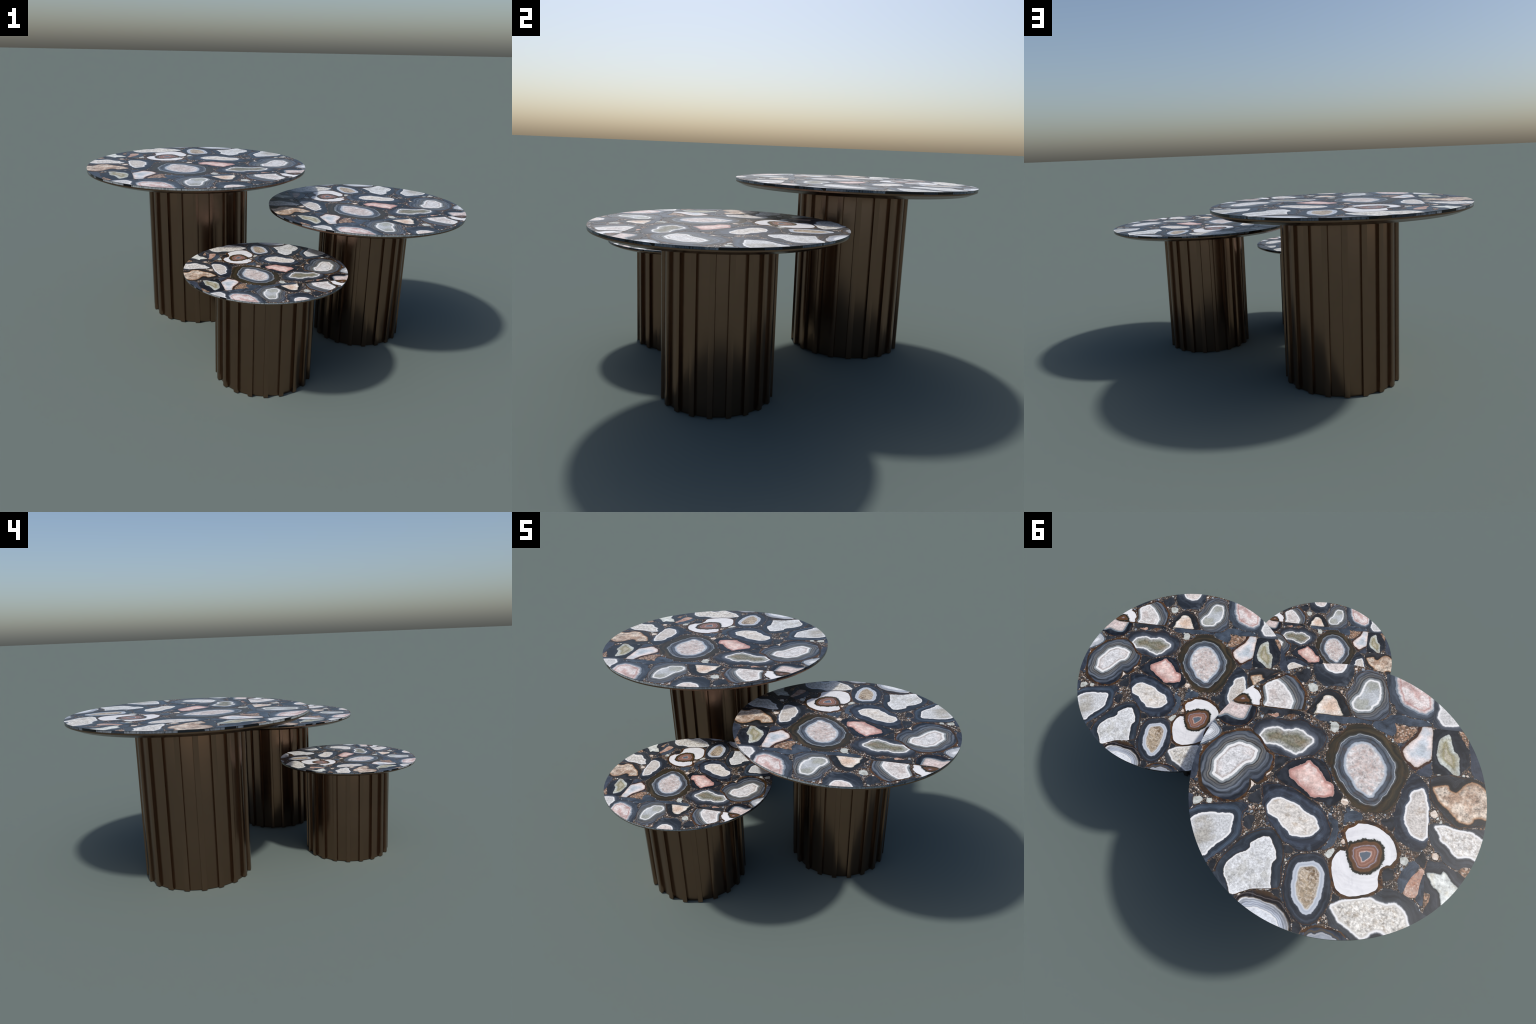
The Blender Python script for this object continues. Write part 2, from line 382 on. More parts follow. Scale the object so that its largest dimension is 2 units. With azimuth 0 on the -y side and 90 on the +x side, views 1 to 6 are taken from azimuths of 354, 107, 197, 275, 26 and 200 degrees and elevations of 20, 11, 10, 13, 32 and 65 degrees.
def plain_stone(name, dark, light, seed, lines=0.0, speck=0.0, scale=12.0):
    """Coreless slices: slate, jet, milky quartz, rusty breccia."""
    n = Net(name)
    vec, xyz = n.flat(seed)
    rnd = n.node("ShaderNodeObjectInfo", "Random")
    vec = n.node("ShaderNodeVectorMath", 0, {0: vec, 1: n.node("ShaderNodeCombineXYZ", 0, {2: n.math("MULTIPLY", rnd, 19.0)})}, operation="ADD")
    f = n.noise(vec, scale, 5.0, 0.6, 0.6)
    col = n.ramp(n.remap(f, 0.3, 0.72), [(0, alb(*dark)), (1, alb(*light))])
    if lines:
        depth = n.math("MULTIPLY", xyz[2], -1.0 / DOME)
        s = n.math("SINE", n.math("MULTIPLY_ADD", depth, 420.0, n.math("MULTIPLY", f, 14.0)))
        v = n.math("MULTIPLY_ADD", s, lines, 1.0)
        col = n.mix(1.0, col, n.node("ShaderNodeCombineColor", 0, {0: v, 1: v, 2: v}), "MULTIPLY")
    if speck:
        cell = n.voronoi(vec, 95.0, "Color")
        r = n.node("ShaderNodeSeparateColor", 0, {0: cell})
        pal = n.ramp(r, [(0, alb(45, 40, 38)), (0.3, alb(130, 100, 80)), (0.6, alb(185, 140, 110)), (0.85, alb(215, 200, 185))], "CONSTANT")
        col = n.mix(speck, col, pal)
    return n.finish(col, POLISH)


def crust(name="agate_crust"):
    n = Net(name)
    vec, _ = n.flat(4)
    f = n.noise(vec, 22.0, 3.0, 0.6, 0.8)
    g = n.noise(vec, 5.0, 3.0)
    col = n.ramp(n.remap(f, 0.3, 0.72), [(0, alb(34, 26, 24)), (0.35, alb(62, 42, 30)), (0.6, alb(104, 70, 42)), (0.8, alb(84, 56, 36)), (1, alb(140, 104, 70))])
    col = n.mix(n.remap(g, 0.42, 0.62, 0.0, 0.8), col, alb(54, 48, 42))
    return n.finish(col, POLISH)


def grout():
    """Fine breccia between the stones."""
    n = Net("breccia")
    vec, _ = n.flat(1)
    bent = n.node("ShaderNodeVectorMath", 0, {0: vec, 1: n.node("ShaderNodeTexNoise", 1, {"Vector": vec, "Scale": 60.0})}, operation="MULTIPLY_ADD")
    bent_node = bent.node
    bent_node.inputs[1].default_value = (1, 1, 1)
    for l in list(n.t.links):
        if l.to_socket == bent_node.inputs[1]:
            n.t.links.remove(l)
    wobble = n.node("ShaderNodeTexNoise", 1, {"Vector": vec, "Scale": 60.0})
    small = n.node("ShaderNodeVectorMath", 0, {0: wobble, "Scale": 0.02}, operation="SCALE")
    n.put(bent_node.inputs[2], small)
    palette = [(0.0, alb(26, 25, 27)), (0.24, alb(80, 69, 61)), (0.38, alb(120, 104, 91)), (0.50, alb(58, 51, 47)), (0.64, alb(98, 82, 69)),
               (0.75, alb(132, 98, 72)), (0.81, alb(62, 68, 80)), (0.88, alb(166, 154, 142)), (0.955, alb(230, 220, 208))]
    a = n.ramp(n.node("ShaderNodeSeparateColor", 0, {0: n.voronoi(bent, 115.0, "Color")}), palette, "CONSTANT")
    b = n.ramp(n.node("ShaderNodeSeparateColor", 1, {0: n.voronoi(bent, 210.0, "Color")}), palette, "CONSTANT")
    pick = n.remap(n.noise(vec, 45.0, 2.0), 0.47, 0.53)
    col = n.mix(pick, a, b)
    edge = n.voronoi(bent, 115.0, feature="DISTANCE_TO_EDGE")
    col = n.mix(n.remap(edge, 0.09, 0.0, 0.0, 0.7), col, alb(40, 34, 30))
    patch = n.noise(vec, 7.0, 3.0)
    col = n.mix(n.remap(patch, 0.5, 0.7, 0.0, 0.6), col, alb(48, 47, 50))
    rusty = n.noise(vec, 11.0, 3.0, 0.6, 1.0)
    col = n.mix(n.remap(rusty, 0.56, 0.70, 0.0, 0.6), col, alb(112, 72, 46))
    return n.finish(col, 0.5)


def slab_edge():
    """The sawn side of the slab: runs of jet, slate and pale quartz with upright streaks."""
    n = Net("sawn_stone_edge")
    co = n.node("ShaderNodeTexCoord", "Object")
    squash = n.node("ShaderNodeVectorMath", 0, {0: co, 1: (1, 1, 0.25)}, operation="MULTIPLY")
    cell = n.voronoi(squash, 7.5, "Color")
    r = n.node("ShaderNodeSeparateColor", 0, {0: cell})
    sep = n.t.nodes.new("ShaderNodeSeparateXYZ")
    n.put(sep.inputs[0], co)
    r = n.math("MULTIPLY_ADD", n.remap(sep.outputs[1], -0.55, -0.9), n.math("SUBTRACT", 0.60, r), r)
    pale, ink = alb(158, 166, 170), alb(26, 32, 42)
    block = n.ramp(r, [(0, ink), (0.13, alb(120, 132, 142)), (0.32, alb(104, 118, 130)), (0.46, ink), (0.53, pale), (0.70, alb(72, 84, 98)),
                       (0.80, alb(124, 134, 142)), (0.92, alb(74, 62, 54)), (0.95, alb(36, 44, 54))], "CONSTANT")
    lum = n.node("ShaderNodeSeparateColor", 1, {0: block})
    lit = n.remap(lum, 0.02, 0.12)
    streak = n.noise(squash, 70.0, 5.0, 0.72)
    v = n.remap(streak, 0.34, 0.66, 0.45, 1.3)
    col = n.mix(lit, block, n.mix(1.0, block, n.node("ShaderNodeCombineColor", 0, {0: v, 1: v, 2: v}), "MULTIPLY"))
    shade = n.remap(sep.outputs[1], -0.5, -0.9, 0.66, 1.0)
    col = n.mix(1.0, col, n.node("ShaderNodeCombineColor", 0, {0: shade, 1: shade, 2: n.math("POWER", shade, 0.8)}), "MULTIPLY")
    dark = n.noise(squash, 26.0, 3.0, 0.6)
    col = n.mix(n.remap(dark, 0.60, 0.66, 0.0, 0.8), col, alb(26, 30, 38))
    return n.finish(col, 0.2)


def bronze():
    n = Net("dark_bronze")
    co = n.node("ShaderNodeTexCoord", "Object")
    f = n.noise(co, 5.0, 4.0)
    col = n.ramp(n.remap(f, 0.3, 0.7), [(0, (0.236, 0.146, 0.097, 1)), (1, (0.256, 0.159, 0.106, 1))])
    r = n.remap(n.noise(co, 3.0, 3.0), 0.3, 0.7, 0.245, 0.265)
    return n.finish(col, r, metallic=1.0)


WHITE, SNOWY = (255, 255, 255), (226, 224, 222)
NAVY, INK, SLATE = (42, 49, 62), (32, 38, 50), (64, 75, 92)
BANDS = [(0.003, WHITE), (0.006, (164, 172, 176)), (0.020, (140, 148, 152)), (0.024, (54, 57, 64)), (0.034, (122, 120, 116)), (0.040, (68, 72, 80)),
         (0.050, (124, 128, 132)), (0.060, (66, 72, 82)), (0.075, (108, 118, 132)), (0.095, (48, 54, 64)), (0.115, (88, 98, 114)), (0.135, (38, 46, 60)), (0.19, (44, 48, 58))]


def rimmed(core, rim, *outer):
    return [(-rim - 0.004, core), (-rim + 0.002, WHITE), (0.0015, WHITE), *outer]


WREATH = [(-0.16, (96, 110, 128)), (-0.089, (104, 118, 134)), (-0.086, (232, 208, 202)), (-0.081, (178, 130, 114)), (-0.072, (152, 100, 82)), (-0.064, (178, 132, 116)), (-0.055, (158, 104, 84)),
          (-0.049, (128, 96, 84)), (-0.045, (172, 162, 178)), (-0.040, (126, 92, 76)), (-0.030, (104, 70, 46)), (-0.022, (122, 84, 56)), (-0.015, (74, 60, 46)), (-0.007, (40, 42, 40)), (-0.001, (42, 50, 46)), (0.004, (236, 238, 240)), (0.012, (250, 250, 253)), (0.2, (250, 250, 253))]

STYLE = {
    "banded_oval": dict(bands=[(-0.16, (230, 231, 233)), (-0.03, (228, 228, 230)), (-0.016, (188, 178, 174)), (-0.011, WHITE), *BANDS], lines=0.16, line_freq=75, tint=(224, 206, 198), tint_amount=0.45, tint_scale=9, tint_cut=0.56, heart=-0.014),
    "bean": dict(bands=[(-0.16, (186, 190, 192)), (-0.012, (196, 202, 208)), (-0.006, WHITE), *BANDS], lines=0.16, line_freq=80, tint=(160, 162, 146), tint_amount=0.7, grain=0.22, heart=-0.008),
    "mist": dict(bands=[(-0.16, (232, 226, 222)), (-0.012, (232, 228, 226)), (-0.006, WHITE), *BANDS], lines=0.16, line_freq=80, tint=(190, 170, 162), tint_amount=0.6, tint_scale=14),
    "mossy": dict(bands=[(-0.16, (182, 178, 168)), (-0.075, (152, 150, 132)), (-0.05, (126, 126, 104)), (-0.028, (166, 168, 160)), (-0.010, (182, 186, 184)), (-0.006, WHITE), (0.001, WHITE), (0.007, (124, 132, 144)), (0.02, (84, 92, 106)), (0.05, (54, 61, 73)), (0.1, (42, 48, 58)), (0.2, (42, 48, 58))],
                  grain=0.4, grain_scale=60, warp=0.02, heart=-0.012, tint=(150, 120, 88), tint_amount=0.4, lines=0.05),
    "rose": dict(bands=[(-0.16, (242, 214, 206)), (-0.06, (234, 198, 188)), (-0.03, (224, 178, 168)), (-0.010, (206, 148, 138)), (-0.004, (192, 136, 126)), (-0.001, (200, 164, 156)), (0.002, INK), (0.1, (36, 43, 54)), (0.2, INK)], grain=0.22, tint=(252, 238, 232), tint_amount=0.8, tint_scale=8, tint_cut=0.53, warp=0.03, heart=-0.018, grain_scale=45, flow=0.3),
    "eye": dict(bands=[(-0.16, (214, 200, 194)), (-0.05, (230, 222, 220)), (-0.008, (234, 233, 233)), (0.0, (198, 206, 216)), (0.010, (178, 192, 208)), (0.017, (92, 102, 116)), (0.032, (84, 96, 112)), (0.042, (64, 72, 84)), (0.055, (112, 124, 138)), (0.062, (68, 78, 92)),
                       (0.067, (178, 188, 198)), (0.072, (88, 90, 90)), (0.082, (50, 50, 46)), (0.105, (80, 70, 54)), (0.125, (50, 50, 46)), (0.15, (66, 62, 52)), (0.2, (58, 60, 56))],
                grain=0.40, grain_scale=60, tint=(182, 152, 142), tint_amount=0.6, tint_scale=30, heart=-0.002, lines=0.07, cloud=0.5, cloud_col=(92, 66, 42)),
    "opal": dict(bands=[(-0.16, (240, 242, 246)), (0.0, (232, 236, 242)), (0.006, (160, 166, 174)), (0.010, (226, 230, 236)), (0.018, (170, 176, 184)), (0.024, (218, 224, 232)), (0.034, (180, 188, 198)), (0.040, (214, 222, 232)), (0.048, (70, 84, 100)), (0.056, (120, 134, 150)), (0.064, (40, 46, 58)), (0.2, (40, 46, 58))], grain=0.1, flow=0.15),
    "ember": dict(bands=[(-0.16, (232, 196, 166)), (-0.06, (246, 228, 212)), (-0.012, (246, 240, 232)), (0.0, (214, 206, 188)), (0.004, (40, 44, 50)), (0.05, (44, 47, 52)), (0.2, (36, 40, 46))], grain=0.24, tint=(226, 176, 136), tint_amount=0.55, tint_scale=7, heart=-0.003, spikes=(0.218, -0.527)),
    "crescent": dict(bands=rimmed((228, 216, 210), 0.009, (0.006, (92, 100, 112)), (0.03, (58, 66, 78)), (0.09, (44, 51, 62)), (0.2, (48, 55, 66))), cloud=0.6, cloud_col=(96, 106, 120)),
    "strawberry": dict(bands=[(-0.16, (240, 228, 226)), (-0.11, (216, 178, 172)), (-0.085, (242, 232, 230)), (-0.036, (240, 230, 228)), (-0.026, (204, 160, 154)), (-0.014, (226, 214, 214)), (-0.004, (200, 200, 204)), (0.002, (128, 146, 164)), (0.007, (156, 168, 182)), (0.012, (84, 96, 112)), (0.04, (70, 80, 94)), (0.2, (56, 64, 78))],
                       grain=0.26, warp=0.03, tint=(184, 126, 116), tint_amount=0.6, tint_scale=9, tint_cut=0.53, heart=-0.006),
    "corner": dict(bands=rimmed((220, 220, 220), 0.008, (0.008, (110, 118, 130)), (0.02, (74, 82, 95)), (0.2, (62, 70, 83))), lines=0.05),
    "pearl": dict(bands=[(-0.16, (206, 216, 224)), (-0.05, (222, 222, 226)), (-0.015, (238, 224, 220)), (0.0, (214, 196, 186)), (0.004, (84, 54, 38)), (0.02, (70, 44, 30)), (0.03, (50, 58, 72)), (0.2, (50, 58, 72))], grain=0.16, tint=(176, 196, 210), tint_amount=0.6, tint_scale=8, heart=-0.004, warp=0.014),
    "fern": dict(bands=[(-0.16, (214, 190, 160)), (-0.055, (212, 206, 190)), (-0.04, (158, 152, 112)), (-0.025, (196, 198, 184)), (-0.004, (206, 214, 210)), (0.003, (34, 38, 48)), (0.012, (52, 57, 68)), (0.03, (38, 43, 53)), (0.2, (44, 49, 60))], grain=0.3, warp=0.022, heart=-0.003, tint=(160, 150, 110), tint_amount=0.5, tint_scale=12),
    "honey": dict(bands=[(-0.16, (238, 222, 204)), (-0.02, (230, 212, 192)), (-0.006, (204, 166, 132)), (0.0, (150, 106, 74)), (0.004, (58, 56, 56)), (0.02, (48, 50, 54)), (0.05, (60, 63, 70)), (0.2, (44, 47, 52))], grain=0.46, grain_scale=48, tint=(176, 132, 100), tint_amount=0.75, tint_scale=7, tint_cut=0.52, heart=-0.006, lines=0.12),
    "frost": dict(bands=rimmed((230, 226, 220), 0.007, (0.007, (112, 118, 126)), (0.015, (66, 71, 79)), (0.2, (58, 66, 78))), grain=0.36, grain_scale=55, tint=(180, 168, 154), tint_amount=0.55, tint_scale=26, lines=0.05, vein=(250, 250, 248)),
    "sail": dict(bands=rimmed((220, 214, 208), 0.008, (0.006, (92, 106, 126)), (0.02, (58, 67, 82)), (0.05, (46, 53, 66)), (0.2, (50, 58, 72))), grain=0.3, tint=(168, 148, 126), tint_amount=0.6, tint_scale=22, tint_cut=0.56, cloud=0.65, lines=0.06, warp=0.01, heart=-0.018),
    "wreath": dict(bands=WREATH, grain=0.3, grain_scale=90, warp=0.034, warp_scale=16, heart=-0.30, flow=0.10, fray=0.045, cloud=0.55, cloud_col=(222, 222, 228)),
    "garland": dict(bands=WREATH, grain=0.3, grain_scale=90, warp=0.034, warp_scale=16, heart=-0.30, flow=0.10, fray=0.045, cloud=0.55, cloud_col=(222, 222, 228)),
    "cloud": dict(bands=rimmed((230, 225, 218), 0.006, (0.005, (84, 96, 114)), (0.02, (52, 60, 74)), (0.05, (60, 70, 88)), (0.075, (40, 46, 58)), (0.2, (48, 56, 70))), grain=0.3, tint=(176, 152, 122), tint_amount=0.6, tint_scale=16, tint_cut=0.58, cloud=0.5, cloud_col=(92, 108, 130), lines=0.07, heart=-0.014),
    "shell": dict(bands=rimmed((214, 217, 220), 0.008, (0.005, (62, 70, 84)), (0.02, (50, 59, 72)), (0.045, (78, 96, 118)), (0.06, (50, 60, 74)), (0.2, (60, 72, 90))), grain=0.3, tint=(166, 156, 132), tint_amount=0.55, tint_scale=6, tint_cut=0.54, lines=0.13, heart=-0.018),
    "lobed": dict(bands=rimmed((230, 233, 236), 0.004, (0.004, (92, 86, 78)), (0.008, (48, 57, 70)), (0.03, (54, 64, 77)), (0.2, (44, 52, 64))), grain=0.3, tint=(186, 184, 172), tint_amount=0.6, tint_scale=8, lines=0.1, line_freq=130, heart=-0.006, spikes=(0.354, 0.692)),
    "almond": dict(bands=[(-0.16, (196, 178, 150)), (-0.05, (178, 158, 132)), (-0.034, (190, 180, 164)), (-0.028, (226, 230, 236)), (-0.022, (200, 210, 224)), (-0.016, (186, 196, 212)), (-0.010, (204, 213, 226)), (-0.002, (210, 218, 230)), (0.003, (64, 72, 86)), (0.02, (46, 53, 64)), (0.035, (62, 71, 85)), (0.05, (44, 51, 62)), (0.2, (58, 67, 80))],
                   grain=0.34, grain_scale=45, tint=(116, 90, 66), tint_amount=0.8, tint_scale=11, tint_cut=0.52, heart=-0.034, lines=0.08, line_freq=60, vein=(226, 212, 194)),
    "striped": dict(bands=[(-0.16, (232, 236, 242)), (-0.008, (226, 232, 240)), (-0.002, WHITE), (0.004, (170, 180, 194)), (0.010, (204, 212, 224)), (0.016, (142, 152, 170)), (0.022, (200, 208, 222)), (0.028, (146, 156, 174)), (0.036, (200, 208, 220)), (0.044, (158, 166, 178)), (0.052, (226, 228, 232)), (0.056, (132, 120, 106)), (0.062, (34, 34, 40)), (0.075, (40, 34, 32)), (0.08, (112, 104, 104)), (0.084, (36, 28, 26)), (0.105, (76, 58, 44)), (0.2, (84, 66, 52))],
                    grain=0.2, heart=-0.006, warp=0.003, lines=0.03),
    "ripple": dict(bands=[(-0.16, (172, 178, 188)), (-0.01, (156, 164, 176)), (0.0, (190, 194, 200)), (0.004, (64, 76, 96)), (0.014, (96, 84, 66)), (0.022, (60, 72, 94)), (0.034, (40, 46, 58)), (0.2, (56, 48, 42))], grain=0.12, lines=0.06, warp=0.016),
    "snow": dict(bands=rimmed((230, 226, 218), 0.007, (0.006, (142, 148, 156)), (0.012, (74, 79, 86)), (0.03, (62, 67, 74)), (0.2, (58, 65, 76))), grain=0.42, grain_scale=48, tint=(178, 164, 144), tint_amount=0.7, tint_scale=20, tint_cut=0.52, vein=(250, 248, 242), lines=0.04, heart=-0.016),
    "quartz": dict(bands=[(-0.16, (236, 236, 228)), (-0.006, (226, 232, 228)), (0.0, (168, 178, 178)), (0.004, (44, 48, 54)), (0.02, (62, 67, 77)), (0.05, (54, 60, 70)), (0.2, (50, 56, 67))], grain=0.3, grain_scale=40, tint=(206, 192, 156), tint_amount=0.6, tint_scale=9, heart=-0.004, lines=0.08),
    "blush": dict(bands=[(-0.16, (236, 218, 214)), (-0.02, (226, 210, 206)), (-0.003, (190, 180, 176)), (0.002, (104, 116, 126)), (0.006, (150, 166, 178)), (0.012, (84, 98, 114)), (0.017, (30, 36, 48)), (0.2, (30, 36, 50))], grain=0.28, tint=(196, 146, 136), tint_amount=0.5, tint_scale=12, tint_cut=0.56, heart=-0.006),
}
PLAIN = {
    "slate": dict(dark=(44, 52, 64), light=(82, 96, 114), lines=0.10),
    "shale": dict(dark=(44, 51, 64), light=(76, 86, 104), lines=0.06),
    "jet": dict(dark=(26, 30, 38), light=(62, 68, 78)),
    "milk": dict(dark=(150, 154, 146), light=(222, 226, 222), scale=26),
    "mist_chip": dict(dark=(112, 126, 142), light=(176, 186, 196), scale=30),
    "salmon": dict(dark=(176, 116, 94), light=(226, 196, 180), scale=18, speck=0.3),
    "rust": dict(dark=(112, 84, 66), light=(176, 142, 118), scale=20, speck=0.55),
    "bone": dict(dark=(176, 140, 112), light=(250, 244, 234), scale=34),
}
CRUST = {"banded_oval": 0.013, "mossy": 0.004, "bean": 0.004, "mist": 0.008, "wreath": 0.017, "garland": 0.007, "pearl": 0.0, "striped": 0.0, "lobed": 0.005,
         "cloud": 0.003, "blush": 0.005, "ember": 0.004, "almond": 0.003, "ripple": 0.007, "honey": 0.005, "eye": 0.003, "shell": 0.003, "rose": 0.003}


# ------------------------------------------------------------------- geometry
def resample(points, spacing):
    """Closed outline with evenly spaced points, corners eased once."""
    p = np.asarray(points, float) / 1000.0
    p = np.stack([p * 0.88 + np.roll(p, -1, 0) * 0.12, p * 0.12 + np.roll(p, -1, 0) * 0.88], 1).reshape(-1, 2)
    q = np.vstack([p, p[:1]])
    s = np.r_[0, np.cumsum(np.hypot(*np.diff(q, axis=0).T))]
    t = np.linspace(0, s[-1], max(8, int(s[-1] / spacing)), endpoint=False)
    return np.stack([np.interp(t, s, q[:, 0]), np.interp(t, s, q[:, 1])], -1)


def area2(p):
    x, y = p.T
    return float((x * np.roll(y, -1) - y * np.roll(x, -1)).sum())


def normals2(p):
    t = np.roll(p, -1, 0) - np.roll(p, 1, 0)
    n = np.stack([t[:, 1], -t[:, 0]], -1)
    n /= np.linalg.norm(n, axis=1, keepdims=True) + 1e-12
    return n if area2(p) > 0 else -n


def roughen(p, amount, scale, seed):
    k = np.array([noise.noise(Vector((x * scale, y * scale, seed * 2.3))) + 0.5 * noise.noise(Vector((x * scale * 3, y * scale * 3, seed * 2.3))) for x, y in p])
    return p + normals2(p) * (k * amount)[:, None]


def into_disc(p, radius=1.0):
    r = np.hypot(*p.T)
    k = np.where(r > radius, radius / np.maximum(r, 1e-9), 1.0)
    p = p * k[:, None]
    keep = np.hypot(*(p - np.roll(p, 1, 0)).T) > 5e-4
    return p[keep]


def inside(poly, pts):
    x, y = pts[:, 0], pts[:, 1]
    odd = np.zeros(len(pts), bool)
    for (x0, y0), (x1, y1) in zip(poly, np.roll(poly, -1, 0)):
        if y0 != y1:
            odd ^= ((y0 > y) != (y1 > y)) & (x < (x1 - x0) * (y - y0) / (y1 - y0) + x0)
    return odd


def distance(poly, pts):
    best = np.full(len(pts), 1e9)
    for a, b in zip(poly, np.roll(poly, -1, 0)):
        e = b - a
        t = np.clip(((pts - a) @ e) / (e @ e + 1e-15), 0, 1)
        best = np.minimum(best, ((pts - a - t[:, None] * e) ** 2).sum(1))
    return np.sqrt(best)


def signed(poly, pts):
    return np.where(inside(poly, pts), -1.0, 1.0) * distance(poly, pts)


def mesh_from(name, verts, faces, mats, which=None, smooth=False):
    me = bpy.data.meshes.new(name)
    me.from_pydata([tuple(map(float, v)) for v in verts], [], [tuple(map(int, f)) for f in faces])
    for m in mats:
        me.materials.append(m)
    if which is not None:
        me.polygons.foreach_set("material_index", np.asarray(which, np.int32))
    me.polygons.foreach_set("use_smooth", [smooth] * len(me.polygons))
    if smooth:
        me.set_sharp_from_angle(angle=math.radians(28))
    me.update()
    return me


def lathe(name, profile, segments, mats, which):
    """Turn (radius, height) points about z; the ends close on the axis if their radius is 0."""
    verts, faces, mat = [], [], []
    for r, z in profile:
        verts += [(r * math.cos(math.tau * i / segments), r * math.sin(math.tau * i / segments), z) for i in range(segments)]
    for k in range(len(profile) - 1):
        for i in range(segments):
            j = (i + 1) % segments
            a, b = k * segments, (k + 1) * segments
            faces.append((a + i, b + i, b + j, a + j))
            mat.append(which[k])
    faces.append(tuple(range(segments)))
    mat.append(which[0])
    faces.append(tuple(reversed(range((len(profile) - 1) * segments, len(profile) * segments))))
    mat.append(which[-1])
    return mesh_from(name, verts, faces, mats, mat, smooth=True)


def inlay_pieces():
    """Cut the unit disc into stones: one planar triangulation of all outlines, so neighbours share no area."""
    pieces = []
    for i, (name, heart, outline) in enumerate(STONES):
        o = resample(outline, 0.0065)
        o = roughen(o, 0.0028, 24.0, i)
        o = o - normals2(o) * GROUT
        o = into_disc(o)
        h = roughen(roughen(resample(heart, 0.005), 0.0042, 34.0, i + 90), 0.0020, 90.0, i + 40) if heart else None
        pieces.append(dict(name=name, o=o, h=h, width=CRUST.get(name, 0.0) if heart else 0.0))
    pts, edges = [], []
    for p in pieces:
        k = len(pts)
        pts += p["o"].tolist()
        edges += [(k + j, k + (j + 1) % len(p["o"])) for j in range(len(p["o"]))]
    fill = []
    for p in pieces:
        lo, hi = p["o"].min(0), p["o"].max(0)
        gx, gy = np.meshgrid(np.arange(lo[0], hi[0], STEP), np.arange(lo[1], hi[1], STEP * 0.866))
        gx = gx + (np.arange(gx.shape[0]) % 2)[:, None] * STEP * 0.5
        g = np.stack([gx.ravel(), gy.ravel()], -1)
        g = g[inside(p["o"], g)]
        g = g[distance(p["o"], g) > 0.0045]
        if p["h"] is not None:
            g = g[distance(p["h"], g) > 0.004]
            h = p["h"][inside(p["o"], p["h"])]
            if len(h):
                h = h[distance(p["o"], h) > 0.003]
                g = np.vstack([g, h])
        if p["width"]:
            w = p["o"] - normals2(p["o"]) * p["width"]
            w = w[inside(p["o"], w)]
            w = w[distance(p["o"], w) > p["width"] * 0.8]
            g = g[np.abs(distance(p["o"], g) - p["width"]) > 0.003] if len(g) else g
            g = np.vstack([g, w])
        fill.append(g)
    taken = np.zeros(0, bool)
    for k, g in enumerate(fill):
        free = np.ones(len(g), bool)
        for q in pieces[:k]:
            free &= ~inside(q["o"], g)
        pts += g[free].tolist()
    # fine points in the gaps, so that the skins can grow into them with a broken edge
    g = np.stack(np.meshgrid(np.arange(-1, 1, 0.0052), np.arange(-1, 1, 0.0052)), -1).reshape(-1, 2)
    g = g + RNG.uniform(-0.0016, 0.0016, g.shape)
    g = g[np.hypot(*g.T) < 0.996]
    free = np.ones(len(g), bool)
    for q in pieces:
        lo, hi = q["o"].min(0) - 0.004, q["o"].max(0) + 0.004
        near = np.nonzero(((g > lo) & (g < hi)).all(1) & free)[0]
        near = near[inside(q["o"], g[near]) | (distance(q["o"], g[near]) < 0.003)] if len(near) else near
        free[near] = False
    pts += g[free].tolist()
    # the rim itself
    pts += [(math.cos(a) * 0.9995, math.sin(a) * 0.9995) for a in np.arange(0, math.tau, 0.008)]
    vs, _, faces, *_ = delaunay_2d_cdt([Vector(p) for p in pts], edges, [], 0, 1e-6)
    v = np.array([tuple(p) for p in vs])
    f = np.array([t for t in faces if len(t) == 3])
    mid = v[f].mean(1)
    owner = np.full(len(f), -1)
    for k in reversed(range(len(pieces))):
        lo, hi = pieces[k]["o"].min(0), pieces[k]["o"].max(0)
        near = np.nonzero(((mid >= lo) & (mid <= hi)).all(1))[0]
        owner[near[inside(pieces[k]["o"], mid[near])]] = k
    gap = np.nonzero(owner < 0)[0]
    first, second, who = np.full(len(gap), 1.0), np.full(len(gap), 1.0), np.full(len(gap), -1)
    for k, q in enumerate(pieces):
        lo, hi = q["o"].min(0) - 0.05, q["o"].max(0) + 0.05
        near = np.nonzero(((mid[gap] > lo) & (mid[gap] < hi)).all(1))[0]
        if not len(near):
            continue
        d = distance(q["o"], mid[gap[near]])
        closer = d < first[near]
        second[near] = np.where(closer, first[near], np.minimum(second[near], d))
        first[near] = np.where(closer, d, first[near])
        who[near[closer]] = k
    reach = np.array([0.0095 + 0.015 * noise.noise(Vector((x * 9, y * 9, 3.1))) + 0.006 * noise.noise(Vector((x * 40, y * 40, 7.7))) for x, y in mid[gap]])
    grown = (first < reach) & (second - first > 0.0075)
    small = np.array([p["name"] in ("milk", "bone", "salmon", "rust") for p in pieces])
    grown &= ~small[who]
    owner[gap[grown]] = who[grown]
    size = np.abs(np.cross(v[f[:, 1]] - v[f[:, 0]], v[f[:, 2]] - v[f[:, 0]]))
    owner[size < 1e-9] = -1
    return pieces, v, f, owner


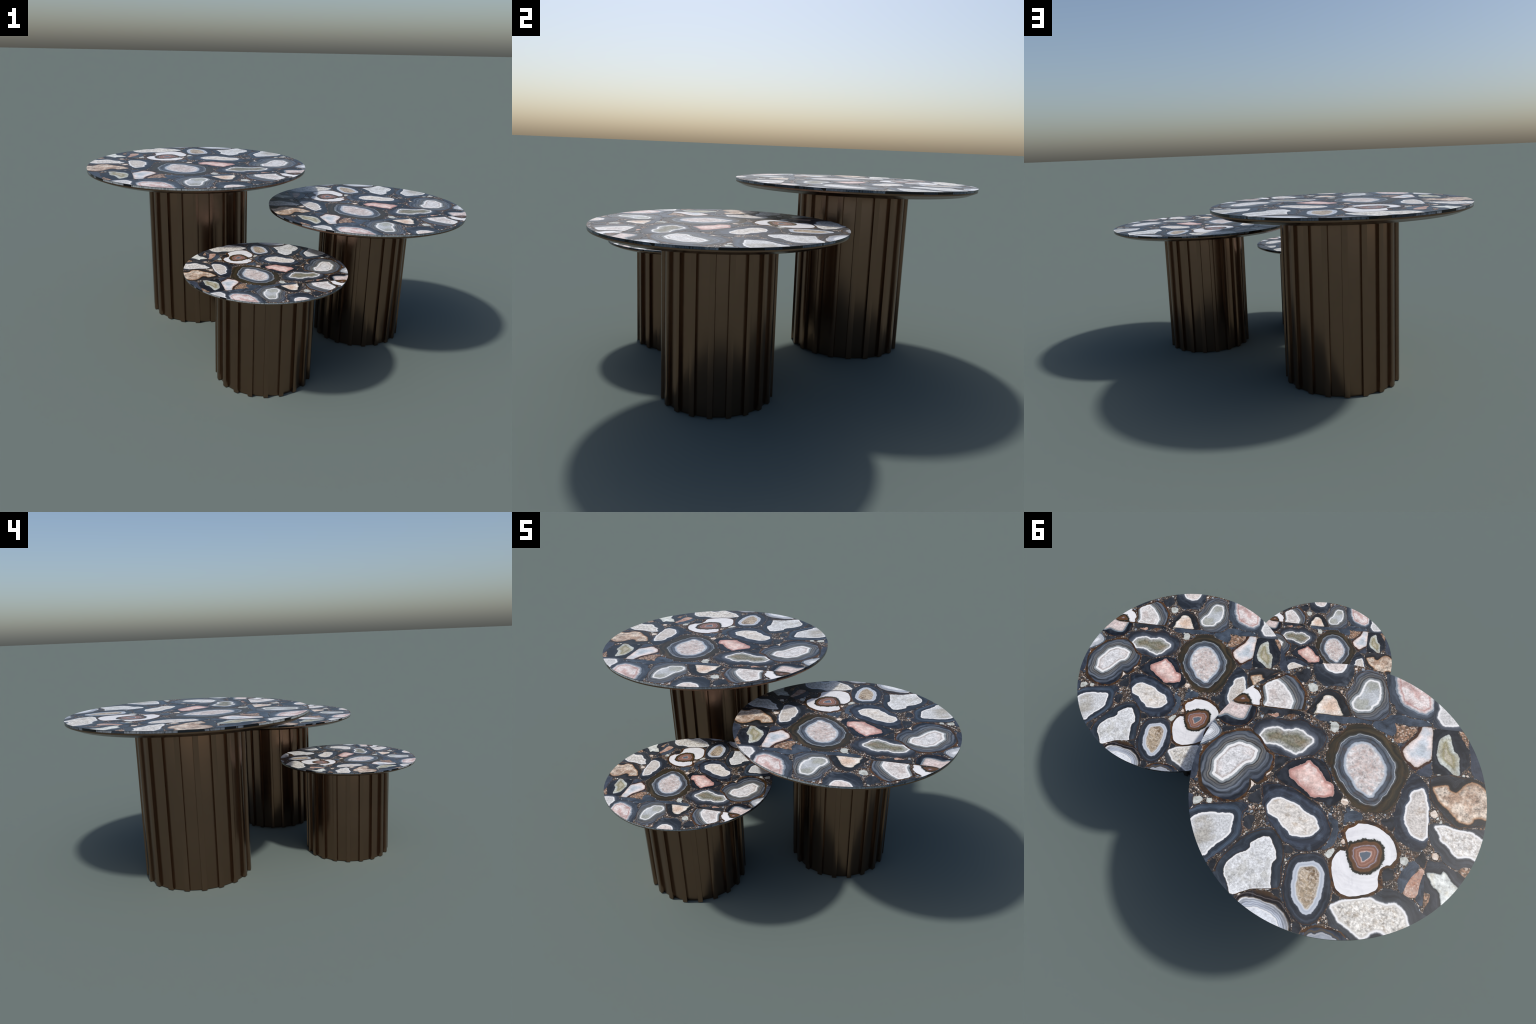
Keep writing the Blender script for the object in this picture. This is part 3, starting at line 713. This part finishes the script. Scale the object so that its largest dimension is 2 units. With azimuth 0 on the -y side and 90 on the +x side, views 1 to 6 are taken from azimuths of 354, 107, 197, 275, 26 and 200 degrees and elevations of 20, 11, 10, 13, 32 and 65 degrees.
def stone_mesh(piece, v, f, mats):
    used, inv = np.unique(f, return_inverse=True)
    tri = inv.reshape(-1, 3)
    p = v[used]
    flip = np.cross(p[tri[:, 1]] - p[tri[:, 0]], p[tri[:, 2]] - p[tri[:, 0]]) < 0
    tri[flip] = tri[flip][:, ::-1]
    base = piece["h"] if piece["h"] is not None else piece["o"]
    z = -DOME * signed(base, p)
    which = np.zeros(len(tri), int)
    if piece["width"]:
        mid = p[tri].mean(1)
        which = ((distance(piece["o"], mid) < piece["width"] * 0.97) | ~inside(piece["o"], mid)).astype(int)
        which &= ~((~inside(piece["o"], mid)) & (piece["width"] < 0.007))
        which &= np.hypot(*mid.T) < 0.985
    count = {}
    for k, t in enumerate(tri):
        for a, b in ((t[0], t[1]), (t[1], t[2]), (t[2], t[0])):
            count[(a, b)] = k
    verts = [(*q, h) for q, h in zip(p, z)]
    faces, mat = [tuple(t) for t in tri], list(which)
    low = {}
    for (a, b), k in count.items():
        if (b, a) not in count:
            for c in (a, b):
                if c not in low:
                    low[c] = len(verts)
                    verts.append((*p[c], -0.0024))
            faces.append((b, a, low[a], low[b]))
            mat.append(which[k])
    return mesh_from(piece["name"], verts, faces, mats, mat)


def gravel_mesh(pieces, mats, count=1700):
    """Loose chips bedded in the breccia, one joined part."""
    c = RNG.uniform(-1, 1, (count * 4, 2))
    c = c[np.hypot(*c.T) < 0.985]
    free = np.ones(len(c), bool)
    for q in pieces:
        lo, hi = q["o"].min(0) - 0.01, q["o"].max(0) + 0.01
        near = np.nonzero(((c > lo) & (c < hi)).all(1))[0]
        free[near[inside(q["o"], c[near])]] = False
    c = c[free][:count]
    verts, faces, mat = [], [], []
    for x, y in c:
        n = random.randint(4, 7)
        m = random.choices(range(len(mats)), (6, 4, 3, 3, 3, 2))[0]
        r = 0.0030 + (0.021 if m < 2 else 0.011) * random.random() ** 3.0
        turn, long = random.random() * math.tau, random.uniform(0.5, 1.0)
        k = len(verts)
        ring = []
        for i in range(n):
            a = math.tau * (i + random.uniform(-0.3, 0.3)) / n
            u, w = r * math.cos(a), r * long * math.sin(a)
            ring.append((x + u * math.cos(turn) - w * math.sin(turn), y + u * math.sin(turn) + w * math.cos(turn)))
        lift = -0.00055 + 0.0003 * random.random()
        verts += [(*q, lift) for q in ring] + [(*q, -0.0016) for q in ring]
        faces.append(tuple(range(k, k + n)))
        faces += [(k + i, k + n + i, k + n + (i + 1) % n, k + (i + 1) % n) for i in range(n)]
        mat += [m] * (n + 1)
    return mesh_from("gravel", verts, faces, mats, mat)


def drum_mesh(radius, height, mat):
    """Inner wall of the pedestal; the wall is straight, only its normals are bent to force a sky reflection high up and dark ground low down."""
    r, seg = radius - RIB_DEPTH, RIBS * 6
    levels = [height * (1 - k / 10) for k in range(11)]
    me = lathe("pedestal", [(r, z) for z in levels], seg, [mat], [0] * 10)
    lean = []
    for v in me.vertices:
        tilt = math.radians(LEAN) * (2.0 * v.co.z / height - 1.0)
        out = Vector((v.co.x, v.co.y, 0)).normalized()
        lean.append(out * math.cos(tilt) + Vector((0, 0, math.sin(tilt))))
    me.normals_split_custom_set_from_vertices(lean)
    return me


def rib_mesh(radius, height, mat):
    """One folded rib: flat face, parallel flanks and small eased arrises, along +x."""
    half, e = radius * math.sin(RIB_HALF_TOP), 0.0006
    foot = half + 0.0003
    x0, x1 = radius - RIB_DEPTH - 0.004, radius * math.cos(RIB_HALF_TOP)
    run = (foot - half) / RIB_DEPTH
    prof = [(x0, -foot - 0.004 * run), (x1 - e, -half - e * run), (x1 - 0.3 * e, -half + 0.3 * e), (x1, -half + e),
            (x1, half - e), (x1 - 0.3 * e, half - 0.3 * e), (x1 - e, half + e * run), (x0, foot + 0.004 * run)]
    n = len(prof)
    verts = [(x, y, 0.0) for x, y in prof] + [(x, y, height) for x, y in prof]
    faces = [(i, i + 1, n + i + 1, n + i) for i in range(n - 1)]
    faces += [tuple(reversed(range(n))), tuple(range(n, 2 * n))]
    return mesh_from("rib", verts, faces, [mat], smooth=True)


def add(name, data, parent, **place):
    o = bpy.data.objects.new(name, data)
    bpy.context.scene.collection.objects.link(o)
    o.parent = parent
    for k, v in place.items():
        setattr(o, k, v)
    return o


# ---------------------------------------------------------------------- build
def build():
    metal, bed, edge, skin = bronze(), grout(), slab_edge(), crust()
    looks = {k: agate("agate_" + k, seed=i + 1, **s) for i, (k, s) in enumerate(STYLE.items())}
    looks |= {k: plain_stone(k + "_stone", seed=60 + i, **s) for i, (k, s) in enumerate(PLAIN.items())}
    pieces, v, f, owner = inlay_pieces()
    stones = []
    for k, p in enumerate(pieces):
        mine = f[owner == k]
        if len(mine):
            stones.append(("agate" if p["h"] is not None else "stone_shard", stone_mesh(p, v, mine, [looks[p["name"]], skin])))
    chips = gravel_mesh(pieces, [looks["jet"], looks["slate"], looks["mist_chip"], looks["milk"], looks["rust"], looks["bone"]])
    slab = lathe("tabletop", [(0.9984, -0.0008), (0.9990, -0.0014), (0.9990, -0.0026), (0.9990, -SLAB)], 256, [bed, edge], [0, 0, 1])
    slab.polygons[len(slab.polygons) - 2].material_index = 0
    plate = lathe("backing_plate", [(0.9975, -SLAB - 0.0002), (0.9985, -SLAB - 0.0010), (0.9985, -RIM + 0.0022), (0.9978, -RIM + 0.0006), (0.9962, -RIM),
                                    (CHAMFER_R, -DISH), (CHAMFER_R - 0.012, -DISH - 0.0008), (0.25, -DISH - 0.0008)], 224, [metal], [0] * 7)
    for (x, y, top, radius, drum), label in zip(TABLES, LABELS):
        table = add("coffee_table", None, None, location=(x, y, 0.0))
        table["label"], table["category"] = label, "coffee table"
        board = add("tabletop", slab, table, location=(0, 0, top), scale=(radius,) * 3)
        for name, me in stones:
            add(name, me, board)
        add("gravel", chips, board)["kind"] = "stuff"
        add("backing_plate", plate, table, location=(0, 0, top), scale=(radius,) * 3)
        height = top - DISH * radius + 0.0005
        stem = add("pedestal", drum_mesh(drum, height, metal), table)
        rib = rib_mesh(drum, height, metal)
        for i in range(RIBS):
            add("rib", rib, stem, rotation_euler=(0, 0, RIB_PHASE + math.tau * i / RIBS))


build()
